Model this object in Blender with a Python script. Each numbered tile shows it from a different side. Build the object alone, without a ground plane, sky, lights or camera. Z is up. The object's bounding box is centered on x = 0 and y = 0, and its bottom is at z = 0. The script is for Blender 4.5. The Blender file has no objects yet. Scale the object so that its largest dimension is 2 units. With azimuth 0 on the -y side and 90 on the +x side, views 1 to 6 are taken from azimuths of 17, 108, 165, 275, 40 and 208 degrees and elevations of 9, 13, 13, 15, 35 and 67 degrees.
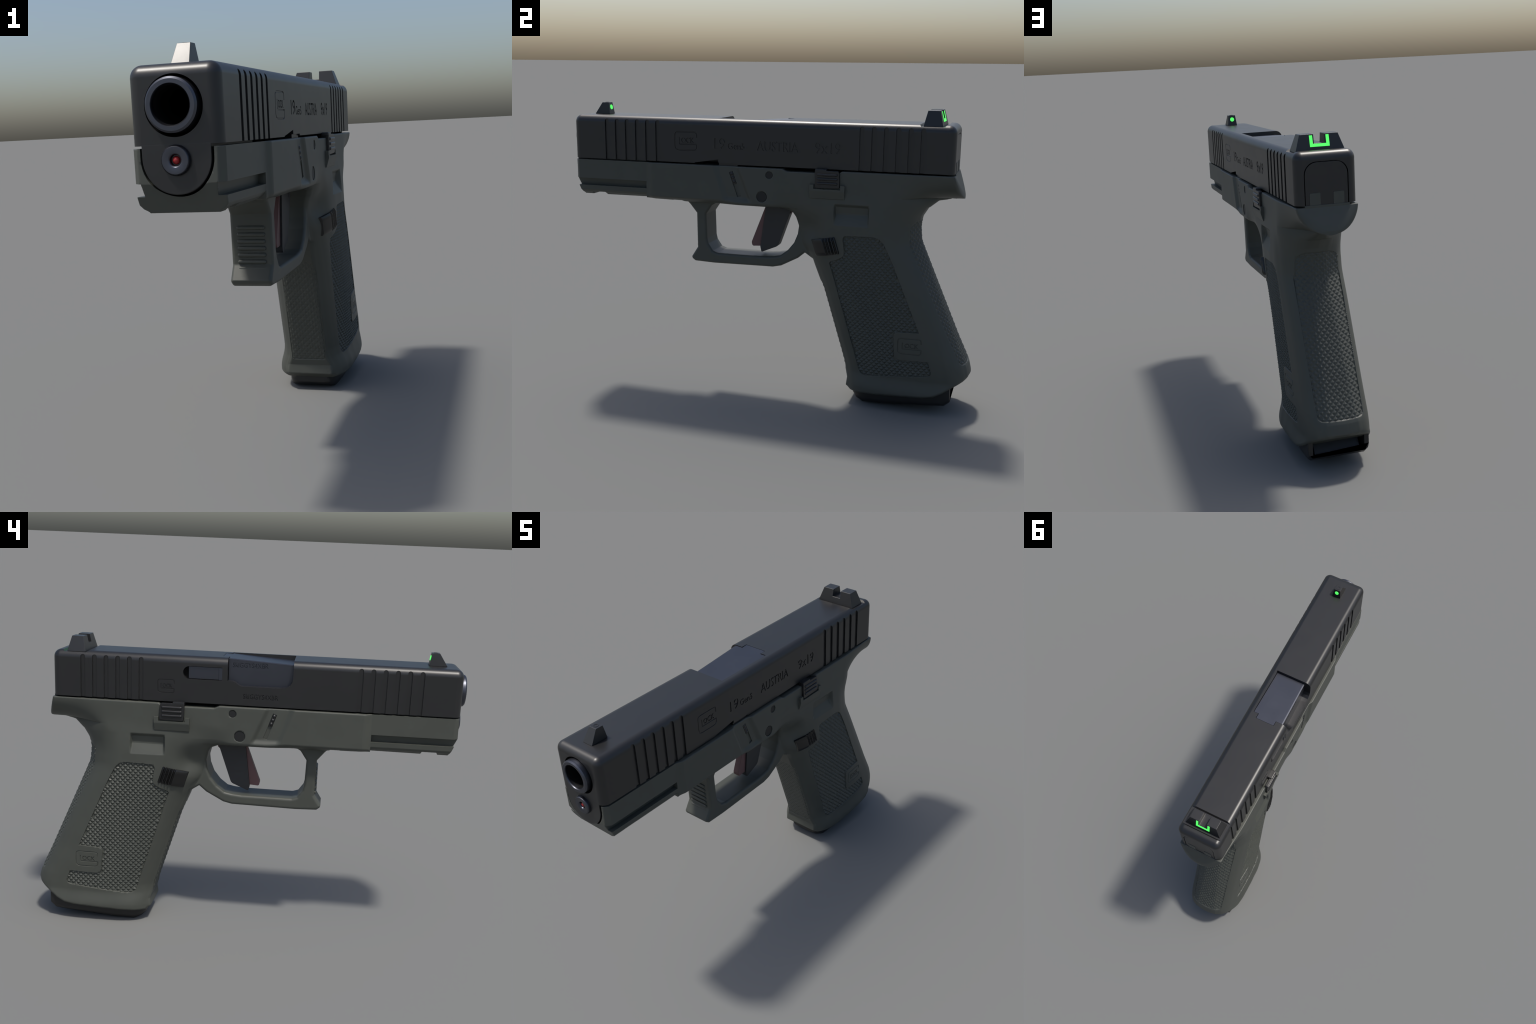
# Compact polymer-framed pistol, built part by part.
# Frame: y = length (muzzle at -y), z up, x = width (symmetric about x = 0).
import bpy, bmesh, math
import numpy as np
from mathutils import Vector, Matrix

# ------------------------------------------------------------------ materials
def principled(name, color, rough, metallic=0.0, spec=0.5, mottling=0.10, scale=9.0,
               bump=0.0, bump_scale=300.0, rough_var=0.06):
    m = bpy.data.materials.new(name); m.use_nodes = True
    nt = m.node_tree; nt.nodes.clear()
    N = nt.nodes.new; L = nt.links.new
    out = N('ShaderNodeOutputMaterial'); b = N('ShaderNodeBsdfPrincipled')
    tc = N('ShaderNodeTexCoord')
    n1 = N('ShaderNodeTexNoise'); n1.inputs['Scale'].default_value = scale
    n1.inputs['Detail'].default_value = 6; n1.inputs['Roughness'].default_value = .65
    L(tc.outputs['Object'], n1.inputs['Vector'])
    ramp = N('ShaderNodeValToRGB')
    c0 = tuple(c * (1 - mottling) for c in color) + (1,)
    c1 = tuple(c * (1 + mottling) for c in color) + (1,)
    ramp.color_ramp.elements[0].position = .3; ramp.color_ramp.elements[0].color = c0
    ramp.color_ramp.elements[1].position = .7; ramp.color_ramp.elements[1].color = c1
    L(n1.outputs['Fac'], ramp.inputs['Fac']); L(ramp.outputs['Color'], b.inputs['Base Color'])
    mr = N('ShaderNodeMapRange')
    mr.inputs['To Min'].default_value = rough - rough_var
    mr.inputs['To Max'].default_value = rough + rough_var
    L(n1.outputs['Fac'], mr.inputs['Value']); L(mr.outputs['Result'], b.inputs['Roughness'])
    b.inputs['Metallic'].default_value = metallic
    b.inputs['Specular IOR Level'].default_value = spec
    if bump:
        n2 = N('ShaderNodeTexNoise'); n2.inputs['Scale'].default_value = bump_scale
        n2.inputs['Detail'].default_value = 3
        L(tc.outputs['Object'], n2.inputs['Vector'])
        bp = N('ShaderNodeBump'); bp.inputs['Strength'].default_value = bump
        bp.inputs['Distance'].default_value = .002
        L(n2.outputs['Fac'], bp.inputs['Height']); L(bp.outputs['Normal'], b.inputs['Normal'])
    L(b.outputs['BSDF'], out.inputs['Surface'])
    return m

MAT_FRAME = principled('olive_polymer', (.060, .064, .054), .50, spec=.45, mottling=.05, bump=.05)
MAT_SLIDE = principled('black_nitride_steel', (.0112, .0112, .0116), .39, metallic=.0, spec=.62, mottling=.04, rough_var=.03)
MAT_SIGHT = principled('sight_steel', (.016, .016, .0165), .38, spec=.55, mottling=.04, rough_var=.03)
MAT_STEEL = principled('blued_barrel_steel', (.093, .098, .117), .40, metallic=1.0, mottling=.04, rough_var=.03)
MAT_BORE = principled('bore_dark', (.006, .006, .006), .6, spec=.2)
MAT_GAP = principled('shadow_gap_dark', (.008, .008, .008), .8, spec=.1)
MAT_CTRL = principled('control_steel', (.012, .012, .0125), .36, spec=.55, mottling=.05, rough_var=.04)
MAT_CATCH = principled('catch_polymer', (.007, .007, .007), .28, spec=.5, mottling=.05, rough_var=.04)
MAT_PIN = principled('pin_dark', (.013, .013, .0135), .55, spec=.4)
MAT_TRIG = principled('trigger_polymer', (.030, .030, .032), .5, spec=.45, mottling=.08)
MAT_BLADE = principled('trigger_blade_red', (.135, .072, .072), .5, spec=.4)
MAT_RED = principled('red_tip', (.34, .02, .02), .35)
MAT_MAG = principled('magazine_polymer', (.014, .014, .014), .42, spec=.5)

def glow(name, color, strength):
    m = bpy.data.materials.new(name); m.use_nodes = True
    b = m.node_tree.nodes['Principled BSDF']
    b.inputs['Base Color'].default_value = (*[c * .5 for c in color], 1)
    b.inputs['Emission Color'].default_value = (*color, 1)
    b.inputs['Emission Strength'].default_value = strength
    b.inputs['Roughness'].default_value = .4
    return m
MAT_GLOW = glow('luminous_green', (.10, 1.0, .14), 1.0)

# ------------------------------------------------------------------ object helpers
ROOT = bpy.data.objects.new('pistol', None)
bpy.context.collection.objects.link(ROOT)
ROOT.empty_display_size = .1
ROOT['label'] = 'black and olive compact pistol with luminous green sights'
ROOT['category'] = 'pistol'

def obj_from(name, verts, faces, mat, parent=None):
    me = bpy.data.meshes.new(name)
    me.from_pydata([tuple(map(float, v)) for v in verts], [], [tuple(map(int, f)) for f in faces])
    me.update()
    ob = bpy.data.objects.new(name, me)
    bpy.context.collection.objects.link(ob)
    if mat: me.materials.append(mat)
    if parent: ob.parent = parent
    return ob

def fix_normals(ob):
    bm = bmesh.new(); bm.from_mesh(ob.data)
    bmesh.ops.recalc_face_normals(bm, faces=bm.faces)
    bm.to_mesh(ob.data); bm.free()

def smooth(ob, angle=35):
    me = ob.data
    me.shade_smooth()
    me.set_sharp_from_angle(angle=math.radians(angle))
    if 'weighted' not in ob.modifiers:
        wn = ob.modifiers.new('weighted', 'WEIGHTED_NORMAL'); wn.keep_sharp = True

def bevel(ob, width, seg=2, angle=30):
    bm = bmesh.new(); bm.from_mesh(ob.data)
    es = [e for e in bm.edges if len(e.link_faces) == 2 and e.calc_face_angle(0) > math.radians(angle)]
    bmesh.ops.bevel(bm, geom=es, offset=width, segments=seg, profile=.5, affect='EDGES', clamp_overlap=True)
    bm.to_mesh(ob.data); bm.free()

def prism(name, poly, x0, x1, mat, parent=None, bev=0, seg=2, x0b=None):
    """Extrude a (y, z) polygon along x."""
    n = len(poly)
    v = [(x0, y, z) for y, z in poly] + [(x1, y, z) for y, z in poly]
    f = [list(range(n)), list(range(n, 2 * n))] + [[i, (i + 1) % n, n + (i + 1) % n, n + i] for i in range(n)]
    ob = obj_from(name, v, f, mat, parent); fix_normals(ob)
    if bev: bevel(ob, bev, seg)
    smooth(ob); return ob

def box(name, x0, x1, y0, y1, z0, z1, mat, parent=None, bev=0, seg=2):
    return prism(name, [(y0, z0), (y1, z0), (y1, z1), (y0, z1)], x0, x1, mat, parent, bev, seg)

def lathe(name, profile, cz, mat, parent=None, seg=64, angle=35):
    """Revolve (y, radius) profile about the axis x = 0, z = cz (parallel to y)."""
    v, f = [], []
    n = len(profile)
    for k in range(seg):
        a = 2 * math.pi * k / seg
        for y, r in profile:
            v.append((r * math.sin(a), y, cz + r * math.cos(a)))
    for k in range(seg):
        j = (k + 1) % seg
        for i in range(n - 1):
            f.append((k * n + i, k * n + i + 1, j * n + i + 1, j * n + i))
    ob = obj_from(name, v, f, mat, parent)
    bm = bmesh.new(); bm.from_mesh(ob.data)
    bmesh.ops.remove_doubles(bm, verts=bm.verts, dist=1e-6)
    bmesh.ops.recalc_face_normals(bm, faces=bm.faces)
    bm.to_mesh(ob.data); bm.free()
    smooth(ob, angle); return ob

def boolean(ob, cutters, op='DIFFERENCE', solver='MANIFOLD'):
    for c in cutters:
        md = ob.modifiers.new('b', 'BOOLEAN')
        md.operation = op; md.object = c
        md.solver = solver
    dg = bpy.context.evaluated_depsgraph_get(); dg.update()
    me = bpy.data.meshes.new_from_object(ob.evaluated_get(dg))
    ob.modifiers.clear()
    old = ob.data; ob.data = me; bpy.data.meshes.remove(old)
    me.name = ob.name
    for c in cutters:
        d = c.data; bpy.data.objects.remove(c); bpy.data.meshes.remove(d)
    return ob

def join(name, obs, parent):
    """Merge several mesh objects into the first (keeps material slots)."""
    bm = bmesh.new(); mats = []
    for o in obs:
        tmp = o.data.copy(); tmp.transform(o.matrix_basis)
        m = tmp.materials[0]
        if m not in mats: mats.append(m)
        i0 = len(bm.faces); bm.from_mesh(tmp); bm.faces.ensure_lookup_table()
        for f in bm.faces[i0:]: f.material_index = mats.index(m)
        bpy.data.meshes.remove(tmp)
    me = bpy.data.meshes.new(name); bm.to_mesh(me); bm.free()
    for m in mats: me.materials.append(m)
    for o in obs:
        d = o.data; bpy.data.objects.remove(o); bpy.data.meshes.remove(d)
    ob = bpy.data.objects.new(name, me); bpy.context.collection.objects.link(ob)
    ob.parent = parent
    return ob

# ------------------------------------------------------------------ 2D helpers
def ss(a, b, v):
    t = np.clip((v - a) / (b - a), 0, 1); return t * t * (3 - 2 * t)

def lerp(a, b, t): return a + (b - a) * t

def poly_sdf(poly, y, z):
    """Signed distance to a closed polygon (negative inside)."""
    d = np.full(np.broadcast(y, z).shape, 1e9, dtype=np.float64)
    s = np.ones_like(d)
    n = len(poly)
    for i in range(n):
        ay, az = poly[i]; by, bz = poly[i - 1]
        ey, ez = by - ay, bz - az
        wy, wz = y - ay, z - az
        t = np.clip((wy * ey + wz * ez) / (ey * ey + ez * ez), 0, 1)
        d = np.minimum(d, (wy - ey * t) ** 2 + (wz - ez * t) ** 2)
        c1 = z >= az; c2 = z < bz; c3 = ey * wz > ez * wy
        flip = (c1 & c2 & c3) | (~c1 & ~c2 & ~c3)
        s = np.where(flip, -s, s)
    return s * np.sqrt(d)

def round_poly(poly, radii):
    """Replace corners by small arcs (radius list or scalar)."""
    out = []
    n = len(poly)
    for i in range(n):
        r = radii[i] if isinstance(radii, (list, tuple)) else radii
        p = np.array(poly[i]); a = np.array(poly[i - 1]); b = np.array(poly[(i + 1) % n])
        if r <= 0: out.append(tuple(p)); continue
        u = a - p; w = b - p; lu = np.linalg.norm(u); lw = np.linalg.norm(w); u /= lu; w /= lw
        k = min(r, .48 * lu, .48 * lw)
        for t in (0, .25, .5, .75, 1):
            q = (1 - t) ** 2 * (p + u * k) + 2 * t * (1 - t) * p + t * t * (p + w * k)
            out.append(tuple(q))
    return out

# ------------------------------------------------------------------ frame: side outline and width rules
OUTLINE = [(-.973, 1.105), (-.975, 1.011), (-.940, .931), (-.892, .931), (-.890, .944), (-.820, .944),
    (-.818, .931), (-.59, .932), (-.545, .926), (-.408, .924), (-.384, .902), (-.349, .860), (-.3460, .690),
    (-.378, .640), (-.375, .630), (-.360, .6185), (-.26, .615), (.044, .620), (.086, .6295), (.169, .6735),
    (.2025, .702), (.242, .676), (.255, .643), (.299, .535), (.347, .383), (.394, .233), (.430, .115),
    (.426, .076), (.450, .057), (.80, .078), (.845, .088), (.885, .107), (.93, .137), (.985, .166), (1.0, .182), (.990, .225),
    (.936, .341), (.812, .63), (.745, .788), (.739, .855), (.746, .905), (.77, .945), (.813, .980),
    (.868, .986), (.912, .973), (.929, .988), (.927, 1.01), (.888, 1.105), (.388, 1.105), (.372, 1.094),
    (.130, 1.094), (.107, 1.105)]
GUARD_HOLE = [(-.241, .918), (-.270, .901), (-.300, .857), (-.296, .735), (-.290, .710), (-.266, .676),
    (-.24, .667), (.0, .668), (.045, .672), (.080, .679), (.117, .707), (.148, .746), (.166, .791),
    (.171, .83), (.160, .875), (.146, .897), (.12, .905), (.02, .915)]
STRAP_Z = [.066, .115, .234, .384, .536, .645, .70, .75, .80, .85, .90, .95]
STRAP_Y = [.435, .435, .398, .351, .303, .258, .225, .185, .165, .15, .12, .05]
BACK_Z = [.10, .182, .225, .341, .63, .788, .855, .905, .945, .98, 1.0]
BACK_Y = [1.0, 1.0, .990, .936, .812, .745, .739, .746, .77, .82, .93]
def relax(zs, ys, width=.045):
    """Resample a control polyline densely and round its kinks."""
    z = np.arange(zs[0], zs[-1], .0025); y = np.interp(z, zs, ys)
    n = int(width / .0025) | 1
    k = np.hanning(n + 2)[1:-1]; k /= k.sum()
    lo = 2 * y[0] - y[n // 2:0:-1]; hi = 2 * y[-1] - y[-2:-n // 2 - 1:-1]
    return z, np.convolve(np.concatenate([lo, y, hi]), k, mode='valid')[:len(z)]
STRAP_Z, STRAP_Y = relax(STRAP_Z, STRAP_Y)
BACK_Z, BACK_Y = relax(BACK_Z, BACK_Y)
# half width of the grip from front strap (0) to back strap (1), low-pass filtered
_t = np.linspace(0, 1, 401)
def width_curve(t, w):
    w = np.interp(_t, t, w)
    pad = np.concatenate([np.full(12, w[0]), w, np.full(12, w[-1])])
    out = np.convolve(pad, np.ones(25) / 25, mode='valid')
    out[-14:] = np.minimum(out[-14:], w[-14:])
    return out
WIDTH_TOP = width_curve([0, .04, .12, .25, .40, .60, .74, .84, .92, .963, .99, 1.0],
                        [.068, .090, .118, .139, .148, .152, .148, .131, .103, .074, .038, .015])
WIDTH_BASE = width_curve([0, .04, .12, .25, .40, .60, .75, .87, .94, .98, 1.0],
                         [.070, .097, .123, .143, .151, .152, .148, .138, .116, .087, .050])

SIDE_PANEL = round_poly([(.575, .818), (.401, .812), (.414, .716), (.337, .680), (.500, .150), (.838, .187),
                         (.815, .253), (.661, .250), (.651, .383), (.768, .388), (.628, .715)],
                        [.045, .02, .025, .01, .03, .025, .008, .025, .025, .0, .05])
BACK_PANEL = round_poly([(-.098, .238), (.098, .238), (.102, .86), (.06, .888), (-.06, .888), (-.102, .86)], .02)
FRONT_PANEL = round_poly([(-.074, .142), (.074, .142), (.072, .57), (.045, .597), (-.045, .597), (-.072, .57)], .015)
RECESS = .0070
REC = {'L': RECESS, 'R': RECESS, 'B': .0046, 'F': .0032}

def grip_t(y, z):
    f = np.interp(z, STRAP_Z, STRAP_Y); b = np.interp(z, BACK_Z, BACK_Y)
    return (y - f) / (b - f)

def grip_h(y, z):
    t = grip_t(y, z)
    tc = np.clip(t, 0, 1)
    k = np.clip((.80 - z) / .66, 0, 1)
    h = lerp(np.interp(tc, _t, WIDTH_TOP), np.interp(tc, _t, WIDTH_BASE), k)
    h = h - 3.0 * np.clip(t - 1, 0, .2)
    lip = ss(.20, .11, z) * .014 * (1 - ss(.0, .4, t))
    zb = .057 + (y - .450) * .061
    chamfer = .004 * ss(.012, .0, z - zb) - .013 * ss(.16, .085, z)
    # thumb-side hollow where the guard runs into the grip
    hollow = .027 * np.exp(-((y - .235) / .060) ** 2 - ((z - .825) / .060) ** 2)
    return h + lip - chamfer - hollow

def half_width(y, z):
    # upper receiver / dust cover
    up = .1295 + .0135 * ss(-.587, -.547, y)
    front = y < -.587
    slot = np.interp(z, [.977, 1.012], [.1035, .108])
    rail = np.interp(z, [.934, .944, .955, .977], [.102, .118, .1265, .1275])
    up = np.where(front & (z < 1.012), np.where(z > .977, slot, rail), up)
    up = np.minimum(up, .106 + np.clip(y + .980, 0, 1) * .95)
    up = up - .026 * (1 - ss(.918, .946, z)) * ss(-.60, -.55, y) * ss(-.10, -.25, y)
    # shallow leaning recess round the takedown lever
    fl = np.interp(z, [.938, 1.097], [-.168, -.222]); rl = np.interp(z, [.938, 1.097], [-.046, -.112])
    up = up - .0125 * ss(-.016, .016, y - fl) * ss(.014, -.014, y - rl) * ss(.930, .962, z)
    # tang: half ellipse at the rear
    tang = .130 * np.sqrt(np.clip(1 - ((1.112 - z) / .118) ** 2, 0, 1))
    up = lerp(up, np.minimum(up, tang), ss(.62, .87, y))
    low = np.maximum(grip_h(y, z), .073 * (y < .3))
    r = .020
    q = np.clip((z - .9205) / r, 0, 1)
    circ = np.where(z < .9205, 0, (.05 + np.sqrt(1 - (1 - q) ** 2) * .02) / .07)
    circ = np.where(y < -.45, 1, circ)
    back = ss(.86, 1.02, z)
    k = lerp(circ, back, ss(.04, .20, y))
    h = low + (up - low) * k
    # finger pocket above the catch: V-shaped notch
    e = ss(.354, .366, y) * ss(.522, .510, y)
    v = np.interp(z, [.852, .860, .864, .908, .916, .944, .957], [0, .0, .002, .020, .020, .014, 0])
    h = h - v * e
    return h

class DistanceTable:
    """Distance to an outline, evaluated once on a fine 2D lattice and looked up bilinearly."""
    def __init__(self, fn, lo, hi, step):
        self.lo = lo; self.step = step
        a = np.arange(lo[0], hi[0] + step, step); b = np.arange(lo[1], hi[1] + step, step)
        self.t = fn(a[:, None], b[None, :]); self.n = self.t.shape
    def __call__(self, a, b):
        u = np.clip((a - self.lo[0]) / self.step, 0, self.n[0] - 1.001); v = np.clip((b - self.lo[1]) / self.step, 0, self.n[1] - 1.001)
        i = u.astype(np.int32); j = v.astype(np.int32); u = u - i; v = v - j
        t = self.t
        return (t[i, j] * (1 - v) + t[i, j + 1] * v) * (1 - u) + (t[i + 1, j] * (1 - v) + t[i + 1, j + 1] * v) * u
D_OUT = DistanceTable(lambda a, b: np.maximum(poly_sdf(OUTLINE, a, b), -poly_sdf(GUARD_HOLE, a, b)), (-1.02, .03), (1.05, 1.14), .002)
D_SIDE = DistanceTable(lambda a, b: poly_sdf(SIDE_PANEL, a, b), (.30, .12), (.88, .85), .0015)
D_BACK = DistanceTable(lambda a, b: poly_sdf(BACK_PANEL, a, b), (-.13, .21), (.13, .92), .0015)
D_FRONT = DistanceTable(lambda a, b: poly_sdf(FRONT_PANEL, a, b), (-.11, .11), (.11, .63), .0015)

def frame_sdf(x, y, z):
    ax = np.abs(x)
    P = D_OUT(y, z)
    e = 1e-3
    gy = (grip_h(y + e, z) - grip_h(y - e, z)) / (2 * e); gz = (grip_h(y, z + e) - grip_h(y, z - e)) / (2 * e)
    slope = np.where((y > .2) & (z < .95), np.sqrt(1 + np.clip(gy * gy + gz * gz, 0, 30)), 1.0)
    a = (ax - half_width(y, z)) / slope
    r = lerp(.003, .013, ss(-.60, -.54, y)) * lerp(1, .35, ss(1.06, 1.09, z))
    u = P + r; w = a + r
    d = np.minimum(np.maximum(u, w), 0) + np.sqrt(np.maximum(u, 0) ** 2 + np.maximum(w, 0) ** 2) - r
    # the tang is rounded in plan
    pl = np.where(z > .93, (y - (.929 - 2.4 * x * x)) * .85, -1)
    hb = np.clip(.5 + .5 * (pl - d) / .010, 0, 1)
    d = lerp(d, pl, hb) + .010 * hb * (1 - hb)
    # round tunnel under the muzzle
    rad = np.where(z > 1.079, ax + 0 * z, np.sqrt(x * x + (z - 1.079) ** 2)) - .1035
    d = np.maximum(d, -np.maximum(rad, y + .60))
    # checkered panels are let into the surface
    ms = ss(.0015, -.0015, D_SIDE(y, z))
    d = d + RECESS * ms * (ax > .08)
    pb = D_BACK(x, z); pf = D_FRONT(x, z)
    d = d + (REC['B'] * ss(.0015, -.0015, pb) * (y > .70) + REC['F'] * ss(.0015, -.0015, pf) * (y < .46) * (y > .2))
    # shelf under the slide stop
    shelf_h = .157 - .30 * np.clip(1.014 - z, 0, 1)
    sh = np.maximum.reduce(np.broadcast_arrays(ax - shelf_h, .1 - ax, .242 - y, y - .405, .978 - z, z - 1.0235))
    p1 = np.maximum.reduce(np.broadcast_arrays(ax - .156, .1 - ax, np.abs(y - .252) - .010, 1.015 - z, z - 1.043))
    p2 = np.maximum.reduce(np.broadcast_arrays(ax - .156, .1 - ax, np.abs(y - .396) - .010, 1.015 - z, z - 1.043))
    d = np.minimum(d, np.minimum(sh, np.minimum(p1, p2)))
    # pin holes, takedown slot
    for py, pz, pr in ((.0455, 1.0735, .0175), (.010, .9705, .0260)):
        d = np.maximum(d, -np.maximum(np.sqrt((y - py) ** 2 + (z - pz) ** 2) - pr, .1375 - ax))
    ty, tz = .041 / .1212, -.114 / .1212
    l = (y + .147) * ty + (z - 1.078) * tz; c = np.abs((y + .147) * -tz + (z - 1.078) * ty)
    d = np.maximum(d, -np.maximum.reduce(np.broadcast_arrays(c - .0095, -l - .002, l - .1225, .1245 - ax)))
    return d

def frame_grad(p, e=2e-4):
    g = np.empty_like(p)
    for i in range(3):
        q = p.copy(); q[:, i] += e; a = frame_sdf(q[:, 0], q[:, 1], q[:, 2])
        q[:, i] -= 2 * e; b = frame_sdf(q[:, 0], q[:, 1], q[:, 2])
        g[:, i] = a - b
    return g / np.maximum(np.linalg.norm(g, axis=1, keepdims=True), 1e-12)

def dual_contour(g=.004):
    X = (np.arange(86) - 42.5) * g; Y = np.arange(-.982, 1.014, g) + .0007; Z = np.arange(.050, 1.118, g) + .0013
    F = frame_sdf(X[:, None, None], Y[None, :, None], Z[None, None, :]).astype(np.float32)
    S = F < 0
    dims = np.array(F.shape); cd = dims - 1
    org = np.array([X[0], Y[0], Z[0]])
    cells, pts, nrm, quads = [], [], [], []
    for ax in range(3):
        sl0 = [slice(None)] * 3; sl1 = [slice(None)] * 3
        sl0[ax] = slice(0, -1); sl1[ax] = slice(1, None)
        idx = np.argwhere(S[tuple(sl0)] != S[tuple(sl1)])
        p0 = org + idx * g; p1 = p0.copy(); p1[:, ax] += g
        neg = S[tuple(idx.T)]
        a, b = p0.copy(), p1.copy()
        for _ in range(9):
            m = (a + b) / 2
            inside = frame_sdf(m[:, 0], m[:, 1], m[:, 2]) < 0
            same = inside == neg
            a[same] = m[same]; b[~same] = m[~same]
        p = (a + b) / 2
        n = frame_grad(p)
        o1, o2 = (ax + 1) % 3, (ax + 2) % 3
        ids = []
        for d1, d2 in ((-1, -1), (0, -1), (0, 0), (-1, 0)):
            c = idx.copy(); c[:, o1] += d1; c[:, o2] += d2
            i = (c[:, 0] * cd[1] + c[:, 1]) * cd[2] + c[:, 2]
            ids.append(i); cells.append(i); pts.append(p); nrm.append(n)
        q = np.stack(ids, 1); q[~neg] = q[~neg][:, ::-1]
        quads.append(q)
    cells = np.concatenate(cells); pts = np.concatenate(pts); nrm = np.concatenate(nrm); quads = np.concatenate(quads)
    uc, inv = np.unique(cells, return_inverse=True)
    n = len(uc)
    cnt = np.bincount(inv, minlength=n)
    mean = np.stack([np.bincount(inv, pts[:, i], n) / cnt for i in range(3)], 1)
    rel = pts - mean[inv]; rhs = (nrm * rel).sum(1)
    A = np.zeros((n, 3, 3)); B = np.zeros((n, 3))
    for i in range(3):
        B[:, i] = np.bincount(inv, nrm[:, i] * rhs, n)
        for j in range(3): A[:, i, j] = np.bincount(inv, nrm[:, i] * nrm[:, j], n)
    A += np.eye(3) * .06
    v = mean + np.linalg.solve(A, B[:, :, None])[:, :, 0]
    ci = np.stack([uc // (cd[1] * cd[2]), (uc // cd[2]) % cd[1], uc % cd[2]], 1)
    lo = org + ci * g
    v = np.clip(v, lo - .02 * g, lo + 1.02 * g)
    lut = {}
    f = np.searchsorted(uc, quads)
    return v, f

V, Fq = dual_contour()
frame = obj_from('receiver', V, Fq, MAT_FRAME, None)

def surface_point(side, a, b):
    """Points on the frame surface; side 'L'/'R': (a, b) = (y, z), 'B'/'F': (a, b) = (x, z)."""
    a = np.asarray(a, float); b = np.asarray(b, float)
    if side in 'LR':
        sgn = 1 if side == 'R' else -1
        mk = lambda s: np.stack([sgn * s, a, b], 1); out, inn = np.full(a.shape, .19), np.full(a.shape, .03)
    elif side == 'B':
        mk = lambda s: np.stack([a, s, b], 1); out, inn = np.full(a.shape, 1.05), np.interp(b, BACK_Z, BACK_Y) - .12
    else:
        mk = lambda s: np.stack([a, s, b], 1); out, inn = np.full(a.shape, .15), np.interp(b, STRAP_Z, STRAP_Y) + .08
    for _ in range(16):
        m = (out + inn) / 2; p = mk(m)
        ins = frame_sdf(p[:, 0], p[:, 1], p[:, 2]) < 0
        inn = np.where(ins, m, inn); out = np.where(ins, out, m)
    return mk((out + inn) / 2)

# ------------------------------------------------------------------ emblem strokes and lettering (used as cutters)
EMBLEM = round_poly([(.985, .70), (.985, 1.0), (.0, 1.0), (.0, .0), (.985, .0), (.985, .33), (.20, .33), (.20, .72)],
                    [0, .22, .18, .22, .22, 0, 0, 0])

def tube(path, r, name='cut', seg=6):
    p = np.array(path, float); n = len(p)
    T = np.gradient(p, axis=0); T /= np.linalg.norm(T, axis=1, keepdims=True)
    v, f = [], []
    for i in range(n):
        X = np.array([1.0, 0, 0]); B = np.cross(T[i], X); B /= np.linalg.norm(B)
        Nn = np.cross(B, T[i])
        for k in range(seg):
            a = 2 * math.pi * (k + .5) / seg
            v.append(p[i] + r * (math.cos(a) * Nn + math.sin(a) * B))
    for i in range(n - 1):
        for k in range(seg):
            j = (k + 1) % seg
            f.append((i * seg + k, i * seg + j, (i + 1) * seg + j, (i + 1) * seg + k))
    f.append(list(range(seg))); f.append(list(range((n - 1) * seg, n * seg)))
    ob = obj_from(name, v, f, None); fix_normals(ob)
    return ob

def resample(path, step):
    p = np.array(path, float)
    s = np.concatenate([[0], np.cumsum(np.linalg.norm(np.diff(p, axis=0), axis=1))])
    n = max(2, int(s[-1] / step)); q = np.linspace(0, s[-1], n)
    return np.stack([np.interp(q, s, p[:, i]) for i in range(p.shape[1])], 1)

def text_mesh(body, length, height, depth, bold=.0):
    cu = bpy.data.curves.new('t', 'FONT'); cu.body = body; cu.size = 1; cu.extrude = .5
    cu.resolution_u = 3; cu.offset = bold
    ob = bpy.data.objects.new('t', cu); bpy.context.collection.objects.link(ob)
    dg = bpy.context.evaluated_depsgraph_get(); dg.update()
    me = bpy.data.meshes.new_from_object(ob.evaluated_get(dg))
    bpy.data.objects.remove(ob); bpy.data.curves.remove(cu)
    co = np.empty(len(me.vertices) * 3); me.vertices.foreach_get('co', co); co = co.reshape(-1, 3)
    lo, hi = co.min(0), co.max(0)
    co = (co - lo) / (hi - lo)
    co *= (length, height, depth)
    return me, co

def text_cutter(body, side, y0, z0, length, height, xsurf, depth=.0022, bold=.0):
    """side 'R' reads towards +y on the +x face, 'L' towards -y on the -x face."""
    me, co = text_mesh(body, length, height, depth + .01, bold)
    sgn = 1 if side == 'R' else -1
    if callable(xsurf):
        base = xsurf(y0 + sgn * co[:, 0], z0 + co[:, 1])
    else: base = np.full(len(co), xsurf)
    out = np.stack([sgn * (base - depth + co[:, 2]), y0 + sgn * co[:, 0], z0 + co[:, 1]], 1)
    me.vertices.foreach_set('co', out.ravel()); me.update()
    ob = bpy.data.objects.new('cut', me); bpy.context.collection.objects.link(ob)
    bm = bmesh.new(); bm.from_mesh(me)
    bmesh.ops.remove_doubles(bm, verts=bm.verts, dist=1e-6)
    bmesh.ops.recalc_face_normals(bm, faces=bm.faces)
    bm.to_mesh(me); bm.free()
    return ob

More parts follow.
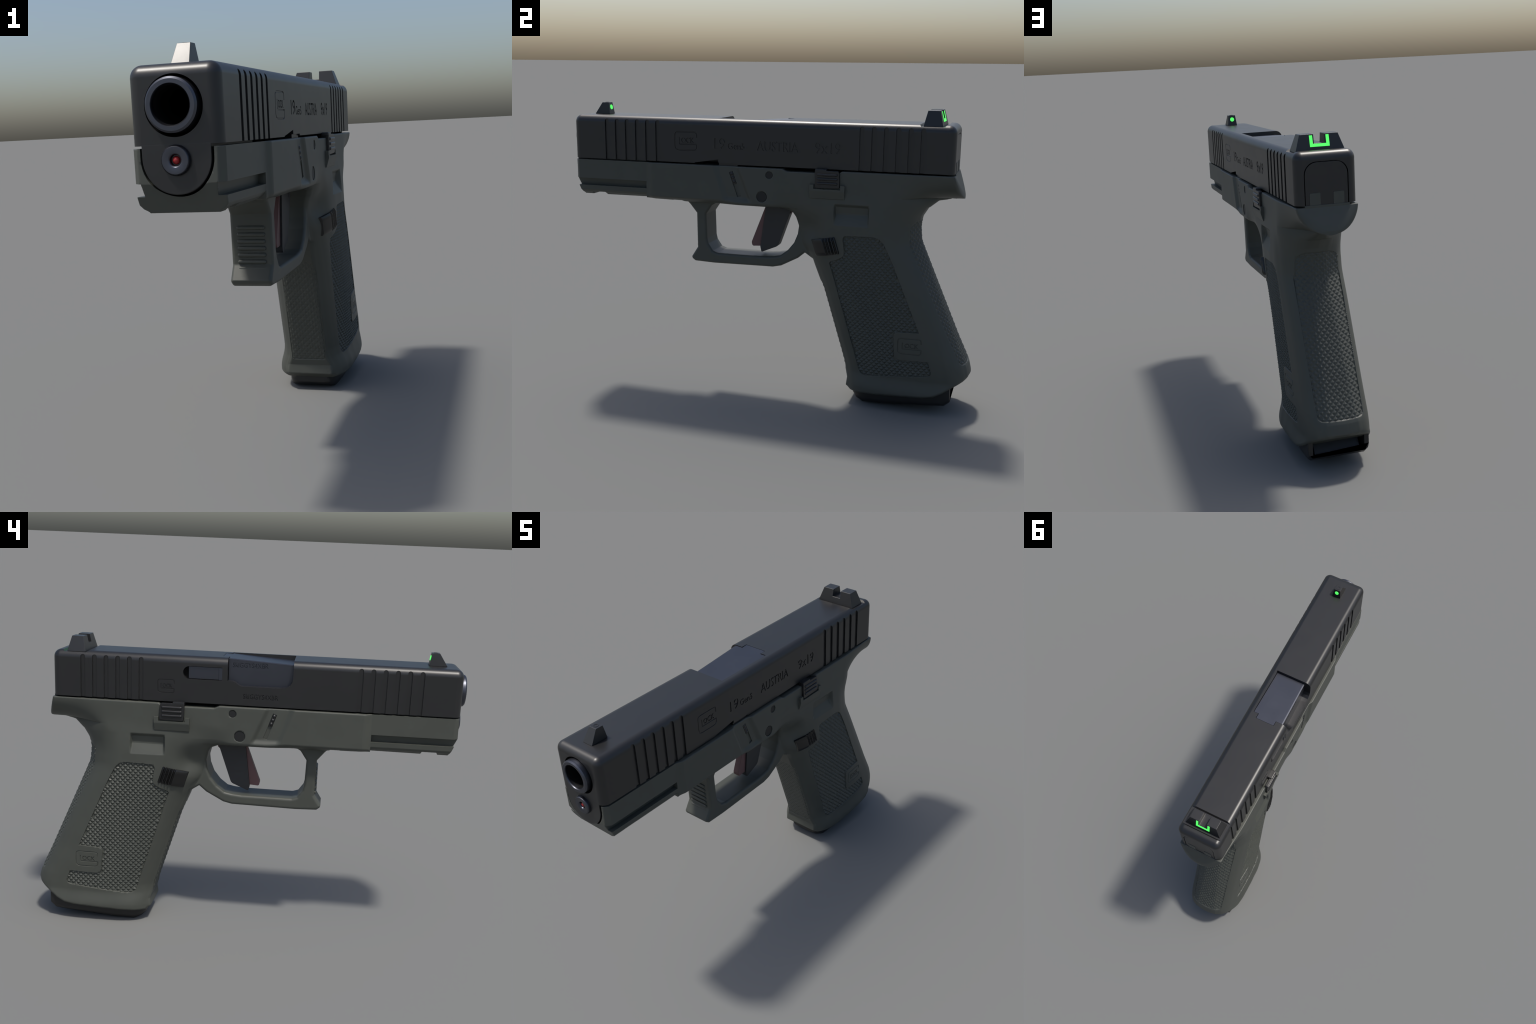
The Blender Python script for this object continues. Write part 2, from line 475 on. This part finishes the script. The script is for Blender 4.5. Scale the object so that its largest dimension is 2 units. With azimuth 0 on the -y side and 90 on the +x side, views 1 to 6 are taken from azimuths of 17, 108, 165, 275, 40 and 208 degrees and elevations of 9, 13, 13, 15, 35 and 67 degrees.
def emblem_cutters(side, y0, z0, w, h, xsurf, r=.0032):
    """Big rounded G stroke whose bar is the foot of the L, plus the letters O C K."""
    sgn = 1 if side == 'R' else -1
    p = resample([(u * w, v * h) for u, v in EMBLEM], .004)
    yy = y0 + sgn * p[:, 0]; zz = z0 + p[:, 1]
    xx = xsurf(yy, zz) if callable(xsurf) else np.full(len(yy), xsurf)
    t = tube(np.stack([sgn * (xx + .0006), yy, zz], 1), r)
    o = text_cutter('OCK', side, y0 + sgn * .29 * w, z0 + .40 * h, .58 * w, .30 * h, xsurf, bold=.012, depth=.0032)
    return [t, o]

# ------------------------------------------------------------------ frame: emblem, shading normals, split into parts
surfL = lambda y, z: -surface_point('L', y, z)[:, 0]
surfR = lambda y, z: surface_point('R', y, z)[:, 0]
def safe_bool(ob, cutters):
    n = len(ob.data.polygons); keep = ob.data.copy()
    boolean(ob, cutters)
    if len(ob.data.polygons) < .9 * n:
        print('boolean failed, kept base mesh'); ob.data = keep
    return ob
cut = emblem_cutters('L', .783, .284, .108, .073, surfL) + emblem_cutters('R', .676, .284, .108, .073, surfR)
safe_bool(frame, cut)

def split_normals(ob, analytic, limit=.80):
    me = ob.data
    nl = len(me.loops)
    co = np.empty(len(me.vertices) * 3); me.vertices.foreach_get('co', co); co = co.reshape(-1, 3)
    vi = np.empty(nl, np.int32); me.loops.foreach_get('vertex_index', vi)
    fn = np.empty(len(me.polygons) * 3); me.polygons.foreach_get('normal', fn); fn = fn.reshape(-1, 3)
    tot = np.empty(len(me.polygons), np.int32); me.polygons.foreach_get('loop_total', tot)
    lf = np.repeat(np.arange(len(tot)), tot)
    gn = analytic(co)[vi]; f = fn[lf]
    ok = (gn * f).sum(1) > limit
    return np.where(ok[:, None], gn, f)

def custom_normals(ob, nrm):
    me = ob.data; me.shade_smooth()
    me.normals_split_custom_set([tuple(v) for v in nrm])

def split_by(ob, labels, names, nrm, parent):
    """Separate the faces of ob into named objects; borders coincide, normals come from the whole."""
    me = ob.data
    co = np.empty(len(me.vertices) * 3); me.vertices.foreach_get('co', co); co = co.reshape(-1, 3)
    tot = np.empty(len(me.polygons), np.int32); me.polygons.foreach_get('loop_total', tot)
    start = np.concatenate([[0], np.cumsum(tot)[:-1]])
    vi = np.empty(len(me.loops), np.int32); me.loops.foreach_get('vertex_index', vi)
    res = []
    for k, nm in enumerate(names):
        fs = np.where(labels == k)[0]
        loops = np.concatenate([np.arange(start[i], start[i] + tot[i]) for i in fs])
        used, inv = np.unique(vi[loops], return_inverse=True)
        ends = np.cumsum(tot[fs]); st = ends - tot[fs]
        faces = [inv[s:e].tolist() for s, e in zip(st, ends)]
        o = obj_from(nm, co[used], faces, me.materials[0], parent)
        custom_normals(o, nrm[loops])
        res.append(o)
    d = ob.data; bpy.data.objects.remove(ob); bpy.data.meshes.remove(d)
    return res

frame.data.materials.clear(); frame.data.materials.append(MAT_FRAME)
nrm = split_normals(frame, lambda p: frame_grad(p, 6e-4), .78)
cen = np.empty(len(frame.data.polygons) * 3); frame.data.polygons.foreach_get('center', cen); cen = cen.reshape(-1, 3)
lab = np.zeros(len(cen), int)
lab[(cen[:, 2] < .925) & (cen[:, 1] < .19) & (cen[:, 1] > -.42)] = 1
lab[(cen[:, 1] >= .19) & (cen[:, 2] < .90 + (cen[:, 1] - .19) * .12)] = 2
receiver, guard, grip = split_by(frame, lab, ['receiver', 'trigger_guard', 'grip'], nrm, ROOT)

# ------------------------------------------------------------------ checkering: small pyramids on the recessed panels
def checkering(name, side, poly, parent, pitch=.0245, height=.0066, spread=.012):
    p = np.array(poly); lo = p.min(0) - .03; hi = p.max(0) + .03
    ca, cb = [], []
    i = 0; b = lo[1]
    while b < hi[1]:
        a = lo[0] + (pitch / 2 if i % 2 else 0)
        while a < hi[0]:
            ca.append(a); cb.append(b); a += pitch
        b += pitch / 2; i += 1
    ca = np.array(ca); cb = np.array(cb)
    keep = poly_sdf(poly, ca, cb) < spread
    ca, cb = ca[keep], cb[keep]
    n = len(ca); h = pitch / 2
    da = np.array([0, h, 0, -h, 0]); db = np.array([0, 0, h, 0, -h])
    A = (ca[:, None] + da).ravel(); B = (cb[:, None] + db).ravel()
    # measured on the recessed surface, even where the stud runs out under the rim
    ins = poly_sdf(poly, A, B) < -.002
    S = surface_point(side, A, B)
    G = frame_grad(S, 1.5e-3)
    S = S - np.where(ins, 0, REC[side])[:, None] * G
    S = S - .0003 * G
    S[0::5] += height * REC[side] / RECESS * G[0::5]
    f = []
    for k in range(n):
        o = 5 * k
        for j in range(4):
            t = (o, o + 1 + j, o + 1 + (j + 1) % 4)
            f.append(t if side in 'RF' else t[::-1])
    ob = obj_from(name, S, f, MAT_FRAME, parent)
    me = ob.data
    c = np.array([q.normal[:] for q in me.polygons]); ctr = np.array([q.center[:] for q in me.polygons])
    if (c * frame_grad(ctr, 1.5e-3)).sum(1).mean() < 0: me.flip_normals()
    ob['kind'] = 'stuff'
    return ob
for sd, pl in (('L', SIDE_PANEL), ('R', SIDE_PANEL), ('B', BACK_PANEL), ('F', FRONT_PANEL)):
    checkering('checkering', sd, pl, grip)

# ridges on the front of the trigger guard
def capsule(name, half, r, mat, parent):
    v, f = [], []
    prof = [(-half - r, 0.0)] + [(-half - r * math.cos(a), r * math.sin(a)) for a in (.4, .8, 1.2)] + \
           [(-half, r), (half, r)] + [(half + r * math.cos(a), r * math.sin(a)) for a in (1.2, .8, .4)] + [(half + r, 0.0)]
    seg = 12; n = len(prof)
    for k in range(seg):
        a = 2 * math.pi * k / seg
        for x, q in prof: v.append((x, q * math.cos(a), q * math.sin(a)))
    for k in range(seg):
        j = (k + 1) % seg
        for i in range(n - 1): f.append((k * n + i, k * n + i + 1, j * n + i + 1, j * n + i))
    ob = obj_from(name, v, f, mat, parent)
    bm = bmesh.new(); bm.from_mesh(ob.data)
    bmesh.ops.remove_doubles(bm, verts=bm.verts, dist=1e-6); bmesh.ops.recalc_face_normals(bm, faces=bm.faces)
    bm.to_mesh(ob.data); bm.free(); smooth(ob, 60)
    return ob
ridge = capsule('ridge', .043, .0075, MAT_FRAME, guard)
for k in range(7):
    o = ridge if k == 0 else ridge.copy()
    if k: bpy.context.collection.objects.link(o)
    o.location = (0, -.3475, .676 + k * .0232)

# ------------------------------------------------------------------ slide
SX, SY0, SY1, SZ0, SZ1, SR = .1280, -.977, .885, 1.112, 1.3230, .034
def slide_blank():
    bm = bmesh.new()
    bmesh.ops.create_cube(bm, size=1)
    for v in bm.verts:
        v.co = (v.co.x * 2 * SX, SY0 if v.co.y < 0 else SY1, SZ0 if v.co.z < 0 else SZ1)
    es = [e for e in bm.edges if not all(v.co.z == SZ0 for v in e.verts)]
    es = [e for e in bm.edges if not (abs(e.verts[0].co.z - SZ0) < 1e-5 and abs(e.verts[1].co.z - SZ0) < 1e-5)]
    bmesh.ops.bevel(bm, geom=es, offset=SR, segments=8, profile=.5, affect='EDGES')
    me = bpy.data.meshes.new('slide'); bm.to_mesh(me); bm.free()
    ob = bpy.data.objects.new('slide', me); bpy.context.collection.objects.link(ob)
    ob.parent = ROOT; me.materials.append(MAT_SLIDE); fix_normals(ob)
    return ob
slide = slide_blank()

def cyl_y(y0, y1, cz, r, seg=64):
    v = []
    for y in (y0, y1):
        for k in range(seg):
            a = 2 * math.pi * k / seg; v.append((r * math.sin(a), y, cz + r * math.cos(a)))
    f = [list(range(seg)), list(range(seg, 2 * seg))] + [[k, (k + 1) % seg, seg + (k + 1) % seg, seg + k] for k in range(seg)]
    ob = obj_from('cut', v, f, None); fix_normals(ob); return ob

cuts = [cyl_y(-1.1, -.5, 1.2135, .0815)]
# ejection port: open top and left side
port = round_poly([(.076, 1.40), (.076, 1.2205), (.045, 1.2205), (.020, 1.1985), (-.2215, 1.1985), (-.2215, 1.40)],
                  [0, 0, .015, .03, .055, 0])
cuts.append(prism('cut', port, -.2, .084, None))
cuts.append(box('cut', -.058, .055, .05, .1065, 1.29, 1.40, None))
# extractor slot on the left
ext = [(.10, 1.279), (.10, 1.2205)] + [(.2495 + .0293 * math.sin(a), 1.24975 - .0293 * math.cos(a)) for a in np.linspace(0, math.pi, 13)]
cuts.append(prism('cut', ext, -.2, -.105, None))
# takedown notch on the right edge
cuts.append(prism('cut', [(-.331, 1.100), (-.331, 1.1145), (-.211, 1.1335), (-.211, 1.1185), (-.116, 1.1185), (-.116, 1.100)], .05, .2, None))
# rear sight dovetail
cuts.append(prism('cut', [(.722, 1.40), (.722, 1.3230), (.730, 1.3145), (.832, 1.3145), (.840, 1.3230), (.840, 1.40)], -.2, .2, None))
# grip serrations
def serration(yc, s):
    d, w = .0065, .0105
    x0, x1 = SX - d, .2
    n = 7
    pts = [(-w, 1.09), (w, 1.09)] + [(w * math.cos(a), 1.298 + .010 * math.sin(a)) for a in np.linspace(0, math.pi, n)]
    return prism('cut', [(yc + a, z) for a, z in pts], s * x0, s * x1, None)
for s in (1, -1):
    for k in range(6):
        cuts.append(serration(-.7935 + k * .0540, s))
        cuts.append(serration(.4725 + k * .0542, s))
# back plate groove (outline line around the plate)
def plate_poly(w, top, r):
    a = [(-w, 1.10), (w, 1.10)]
    a += [(w - r + r * math.cos(t), top - r + r * math.sin(t)) for t in np.linspace(0, math.pi / 2, 8)]
    a += [(-w + r + r * math.cos(t), top - r + r * math.sin(t)) for t in np.linspace(math.pi / 2, math.pi, 8)]
    return a
def prism_y(name, poly, y0, y1, mat, parent=None, bev=0):
    n = len(poly)
    v = [(x, y0, z) for x, z in poly] + [(x, y1, z) for x, z in poly]
    f = [list(range(n)), list(range(n, 2 * n))] + [[i, (i + 1) % n, n + (i + 1) % n, n + i] for i in range(n)]
    ob = obj_from(name, v, f, mat, parent); fix_normals(ob)
    if bev: bevel(ob, bev, 2)
    smooth(ob); return ob
cuts.append(prism_y('cut', plate_poly(.0915, 1.2835, .052), .868, .95, None))
# markings
cuts += emblem_cutters('R', -.431, 1.171, .113, .086, SX)
cuts += emblem_cutters('L', .394, 1.152, .077, .060, SX, r=.0026)
for body, y0, z0, ln, ht in (('19', -.229, 1.184, .056, .050), ('Gen5', -.162, 1.184, .083, .030),
                             ('AUSTRIA', -.018, 1.182, .200, .046), ('9x19', .260, 1.182, .120, .050)):
    cuts.append(text_cutter(body, 'R', y0, z0, ln, ht, SX, depth=.0030, bold=.006))
cuts.append(text_cutter('SkiGGYS4XBR', 'L', .002, 1.144, .160, .022, SX, depth=.0042))
boolean(slide, cuts)

def slide_normal(p):
    q = p.copy()
    q[:, 0] -= np.clip(p[:, 0], -(SX - SR), SX - SR)
    q[:, 1] -= np.clip(p[:, 1], SY0 + SR, SY1 - SR)
    q[:, 2] -= np.minimum(p[:, 2], SZ1 - SR)
    l = np.linalg.norm(q, axis=1, keepdims=True)
    return np.where(l > SR * .96, q / np.maximum(l, 1e-9), 0)
slide.data.materials.clear(); slide.data.materials.append(MAT_SLIDE)
for p in slide.data.polygons: p.material_index = 0
custom_normals(slide, split_normals(slide, slide_normal, .85))

# round nose of the slide under the muzzle
nose = [(.0975 * math.sin(a), 1.079 - .0975 * math.cos(a)) for a in np.linspace(-math.pi / 2, math.pi / 2, 33)]
nose = [(x, z) for x, z in nose] + [(.0975, 1.116), (-.0975, 1.116)]
nose_ob = prism_y('slide_nose', nose, -.9774, -.60, MAT_SLIDE, slide, bev=0)
bevel(nose_ob, .003, 2, 60); smooth(nose_ob, 40)

# back plate of the slide with the two rails of the frame showing
prism_y('back_plate', plate_poly(.0880, 1.2805, .050), .85, .8845, MAT_SLIDE, slide, bev=.0015)
for s in (1, -1):
    c = .049 * s
    prism_y('frame_tab', round_poly([(c - .0225, 1.09), (c + .0225, 1.09), (c + .0225, 1.1605), (c - .0225, 1.1605)], [0, 0, .006, .006]),
            .85, .8865, MAT_FRAME, receiver, bev=.001)
box('frame_tab_bridge', -.093, .093, .85, .8890, 1.095, 1.1125, MAT_FRAME, receiver, bev=.002)

# near-black block that blocks light and models the seam's shadow between slide and frame
box('seam_shadow_block', -.055, .055, -.60, .870, 1.060, 1.1135, MAT_GAP, receiver)
box('locking_block', .07, .1215, -.210, -.1165, 1.100, 1.1180, MAT_CTRL, receiver)

# ------------------------------------------------------------------ barrel, guide rod, extractor
R = .072
barrel = lathe('barrel', [(-.40, .0515), (-.994, .0515), (-1.0, .0555), (-1.0, .0665), (-.9945, .072), (-.30, .072)], 1.215, MAT_STEEL, ROOT, seg=96, angle=40)
bore = lathe('bore', [(-.60, .0), (-.60, .0511), (-.985, .0511)], 1.215, MAT_BORE, barrel, seg=64)
chv = []
for y, zt, xl in ((.074, 1.3205, -.0985), (-.2205, 1.3030, -.0905)):
    chv += [(xl, y, 1.17), (xl, y, zt - .003), (xl + .006, y, zt), (.0815, y, zt), (.0835, y, zt - .003), (.0835, y, 1.17)]
chf = [[0, 1, 2, 3, 4, 5], [11, 10, 9, 8, 7, 6]] + [[i, 6 + i, 6 + (i + 1) % 6, (i + 1) % 6] for i in range(6)]
chamber = obj_from('chamber', chv, chf, MAT_STEEL, barrel); fix_normals(chamber)
tc = text_cutter('SkiGGYS4XBR', 'L', .056, 1.281, .162, .021, lambda y, z: np.interp(y, [-.2205, .074], [.0905, .0985]), depth=.0050)
boolean(chamber, [tc]); chamber.data.materials.clear(); chamber.data.materials.append(MAT_STEEL)
smooth(chamber, 20)
prism('chamber_hood', [(.0735, 1.27), (.1050, 1.27), (.1050, 1.3205 + .031 * .0594), (.0735, 1.3205)], -.0555, .0525, MAT_STEEL, barrel)

rod = lathe('guide_rod', [(-.90, .041), (-.984, .041), (-.990, .036), (-.990, .020), (-.986, .0155), (-.976, .0135), (-.95, .0135), (-.95, 0)],
            1.0725, MAT_STEEL, ROOT, seg=64, angle=50)
lathe('spring_tip', [(-.95, .0115), (-.977, .0115), (-.983, .009), (-.986, .005), (-.987, 0)], 1.0725, MAT_RED, rod, seg=32, angle=80)

extractor = box('extractor', -.1215, -.10, .115, .2535, 1.2225, 1.277, MAT_STEEL, ROOT, bev=.001)
box('extractor_claw', -.1258, -.10, .0785, .1160, 1.2205, 1.2775, MAT_STEEL, extractor, bev=.0025)
box('slot_floor', -.1085, -.10, .076, .279, 1.2205, 1.279, MAT_GAP, slide)

# ------------------------------------------------------------------ sights
def wedge(name, base, top, mat, parent, bev):
    """base/top: (half_x, y0, y1, z)."""
    v = []
    for hx, y0, y1, z in (base, top): v += [(-hx, y0, z), (hx, y0, z), (hx, y1, z), (-hx, y1, z)]
    f = [(0, 1, 2, 3), (4, 5, 6, 7)] + [(i, (i + 1) % 4, 4 + (i + 1) % 4, 4 + i) for i in range(4)]
    ob = obj_from(name, v, f, mat, parent); fix_normals(ob)
    if bev: bevel(ob, bev, 2)
    smooth(ob, 30); return ob
fs = wedge('front_sight', (.0265, -.910, -.829, 1.3235), (.0195, -.873, -.838, 1.380), MAT_SIGHT, ROOT, .0012)
def disc(name, c, nrm, r, t, mat, parent, dome=0, seg=28):
    n = Vector(nrm).normalized()
    bm = bmesh.new()
    bmesh.ops.create_cone(bm, cap_ends=True, segments=seg, radius1=r, radius2=r - dome, depth=t)
    me = bpy.data.meshes.new(name); bm.to_mesh(me); bm.free()
    rot = n.to_track_quat('Z', 'Y').to_matrix().to_4x4()
    me.transform(Matrix.Translation(Vector(c)) @ rot)
    ob = bpy.data.objects.new(name, me); bpy.context.collection.objects.link(ob)
    ob.parent = parent; me.materials.append(mat); smooth(ob, 35)
    return ob
fn = (0, .0565, .009)
disc('night_sight_dot', (0, -.8343, 1.357), fn, .0122, .004, MAT_GLOW, fs, .001)
bmr = lathe('sight_screw_ring', [(0, .0105), (.0012, .0105), (.0012, .0085), (0, .0085)], 0, MAT_SIGHT, fs, seg=28)
bmr.data.transform(Matrix.Translation((0, -.8555, 1.380)) @ Matrix.Rotation(math.pi / 2, 4, 'X'))

rs = wedge('rear_sight', (.1035, .737, .823, 1.3150), (.0800, .752, .806, 1.3835), MAT_SIGHT, ROOT, 0)
nc = prism_y('cut', [(-.0225, 1.3475), (.0225, 1.3475), (.0215, 1.42), (-.0215, 1.42)], .70, .86, None)
boolean(rs, [nc]); rs.data.materials.clear(); rs.data.materials.append(MAT_SIGHT)
bevel(rs, .0016, 2); smooth(rs, 30)
# green U on the sloping rear face
def u_strip():
    o, i, zb, zi, zt = .0405, .0280, .3340 + 1, .3455 + 1, .3785 + 1
    poly = [(-o, zt), (-o, zb), (o, zb), (o, zt), (i, zt), (i, zi), (-i, zi), (-i, zt)]
    yat = lambda z: .823 + (z - 1.318) * (.806 - .823) / .0655
    v = [(x, yat(z) - .002, z) for x, z in poly] + [(x, yat(z) + .0012, z) for x, z in poly]
    f = [(0, 1, 6, 7), (1, 2, 5, 6), (2, 3, 4, 5), (8, 9, 14, 15), (9, 10, 13, 14), (10, 11, 12, 13)]
    f += [(k, (k + 1) % 8, 8 + (k + 1) % 8, 8 + k) for k in range(8)]
    ob = obj_from('night_sight_outline', v, f, MAT_GLOW, rs); fix_normals(ob); return ob
u_strip()

# ------------------------------------------------------------------ trigger
trig = prism('trigger', round_poly([(-.004, .935), (-.0345, .706), (-.0285, .679), (.055, .714), (.120, .897), (.125, .935)],
             [0, 0, .006, .012, 0, 0]), -.0250, .0250, MAT_TRIG, ROOT, bev=.0035)
prism('trigger_blade', round_poly([(.0, .935), (-.0825, .724), (-.078, .7045), (.0, .710), (.05, .935)], [0, .006, .008, 0, 0]),
      -.0165, .0165, MAT_BLADE, trig, bev=.003)
prism('trigger_bar', [(.09, .93), (.10, .862), (.124, .885), (.135, .93)], -.012, .012, MAT_BLADE, trig)
for s in (1, -1):
    disc('trigger_pin', (.0245 * s, .092, .885), (s, 0, 0), .0085, .0022, MAT_TRIG, trig)

# ------------------------------------------------------------------ pins, takedown lever, slide stop, magazine catch
for s in (1, -1):
    disc('frame_pin', (.1390 * s, .0455, 1.0735), (s, 0, 0), .0152, .004, MAT_PIN, receiver)
    disc('frame_pin', (.1390 * s, .010, .9705), (s, 0, 0), .0228, .004, MAT_PIN, receiver)
    # takedown lever: bar with three knobs in the leaning slot
    ty, tz = .041 / .1212, -.114 / .1212
    at = lambda l, c: (-.147 + ty * l - tz * c, 1.078 + tz * l + ty * c)
    lever = prism('takedown_lever', [at(-.002, -.0088), at(.058, -.0088), at(.058, .0088), at(-.002, .0088)],
                  s * .12, s * .1315, MAT_CTRL, ROOT, bev=.003)
    for k in range(3):
        cy, cz = at(.0085 + k * .0190, 0)
        me = bpy.data.meshes.new('lever_knob'); bm = bmesh.new()
        bmesh.ops.create_uvsphere(bm, u_segments=16, v_segments=10, radius=.0090)
        bm.to_mesh(me); bm.free(); me.transform(Matrix.Translation((s * .1265, cy, cz)))
        kn = bpy.data.objects.new('lever_knob', me); bpy.context.collection.objects.link(kn)
        kn.parent = lever; me.materials.append(MAT_CTRL); me.shade_smooth()
    # slide stop lever
    stop = prism('slide_stop', round_poly([(.266, 1.108), (.268, 1.027), (.383, 1.030), (.379, 1.1075)], [.004, .012, .012, .012]),
                 s * .136, s * .1545, MAT_CTRL, ROOT, bev=.004)
    prism('stop_tab', [(.2665, 1.09), (.3215, 1.09), (.3215, 1.115), (.2665, 1.115)], s * .120, s * .1540, MAT_CTRL, stop, bev=.005)
    for k in range(3):
        rb = capsule('stop_ridge', .042, .0062, MAT_CTRL, stop)
        rb.rotation_euler = (0, 0, math.pi / 2)
        rb.location = (s * .1540, .3245, 1.050 + k * .0195)

def catch_surface(s):
    """Button of the magazine catch, following the curved side of the grip, ribbed at its rear half."""
    A, B, C, D = np.array((.246, .778)), np.array((.365, .806)), np.array((.390, .727)), np.array((.270, .702))
    nu, nv = 61, 9
    pts = []
    U = np.linspace(0, 1, nu)
    yy = np.empty((nu, nv)); zz = np.empty((nu, nv))
    for j, v in enumerate(np.linspace(0, 1, nv)):
        top = A[None] + (B - A)[None] * U[:, None]; bot = D[None] + (C - D)[None] * U[:, None]
        q = top + (bot - top) * v; yy[:, j] = q[:, 0]; zz[:, j] = q[:, 1]
    base = np.abs(surface_point('R', yy.ravel(), zz.ravel())[:, 0]).reshape(nu, nv)
    base = np.minimum(base, np.interp(U, [0, .3, 1], [.112, .132, .150])[:, None])
    col = base.mean(1)[:, None] * np.ones((1, nv))
    ribs = np.where(U > .45, .5 + .5 * np.cos((U - .45) / .55 * 2 * math.pi * 4.5), 1.0)
    lift = .0085 + .004 * np.sin(U * math.pi) - .0070 * (1 - ribs)
    edge = np.ones((nu, nv)); edge[[0, -1], :] = 0; edge[:, [0, -1]] = 0
    xx = col + lift[:, None] * 1.0
    xx = np.where(edge > 0, xx, xx - .005)
    v = [(s * xx[i, j], yy[i, j], zz[i, j]) for i in range(nu) for j in range(nv)]
    v += [(s * (col[i, j] - .03), yy[i, j], zz[i, j]) for i in range(nu) for j in range(nv)]
    f = []
    N0 = nu * nv
    for i in range(nu - 1):
        for j in range(nv - 1):
            f.append((i * nv + j, (i + 1) * nv + j, (i + 1) * nv + j + 1, i * nv + j + 1))
            f.append(tuple(N0 + k for k in (i * nv + j, i * nv + j + 1, (i + 1) * nv + j + 1, (i + 1) * nv + j)))
    rim = [i * nv for i in range(nu)] + [(nu - 1) * nv + j for j in range(1, nv)] + [i * nv + nv - 1 for i in range(nu - 2, -1, -1)] + [j for j in range(nv - 2, 0, -1)]
    for k in range(len(rim)):
        a, b = rim[k], rim[(k + 1) % len(rim)]
        f.append((a, b, N0 + b, N0 + a))
    ob = obj_from('magazine_catch', v, f, MAT_CATCH, grip); fix_normals(ob); smooth(ob, 38)
    return ob
for s in (1, -1): catch_surface(s)

# ------------------------------------------------------------------ magazine floor plate
def floor_plate():
    # stations along y: (y, bottom z, top z, half width)
    st = [(.455, .030, .085, .070), (.475, .014, .090, .092), (.510, .0005, .095, .106), (.60, .008, .10, .118), (.72, .022, .105, .126),
          (.84, .034, .120, .132), (.895, .041, .140, .134), (.9200, .062, .140, .134)]
    v, f = [], []
    for y, zb, zt, w in st:
        v += [(-w + .016, y, zb), (w - .016, y, zb), (w - .004, y, zb + .010), (w, y, zb + .028), (w, y, zt), (-w, y, zt), (-w, y, zb + .028), (-w + .004, y, zb + .010)]
    n = 8
    for i in range(len(st) - 1):
        for k in range(n): f.append((i * n + k, i * n + (k + 1) % n, (i + 1) * n + (k + 1) % n, (i + 1) * n + k))
    f.append(list(range(n))); f.append(list(range((len(st) - 1) * n, len(st) * n)))
    ob = obj_from('magazine_floor_plate', v, f, MAT_MAG, ROOT); fix_normals(ob)
    c = box('cut', -.112, .112, .84, .96, .064, .2, None)
    boolean(ob, [c]); ob.data.materials.clear(); ob.data.materials.append(MAT_MAG)
    bevel(ob, .003, 2, 40); smooth(ob, 40)
    return ob
plate = floor_plate()
ins = prism('floor_plate_insert', [(.80, .060), (.9000, .060), (.8960, .072), (.8600, .120), (.80, .130)], -.101, .101, MAT_MAG, plate, bev=.004)
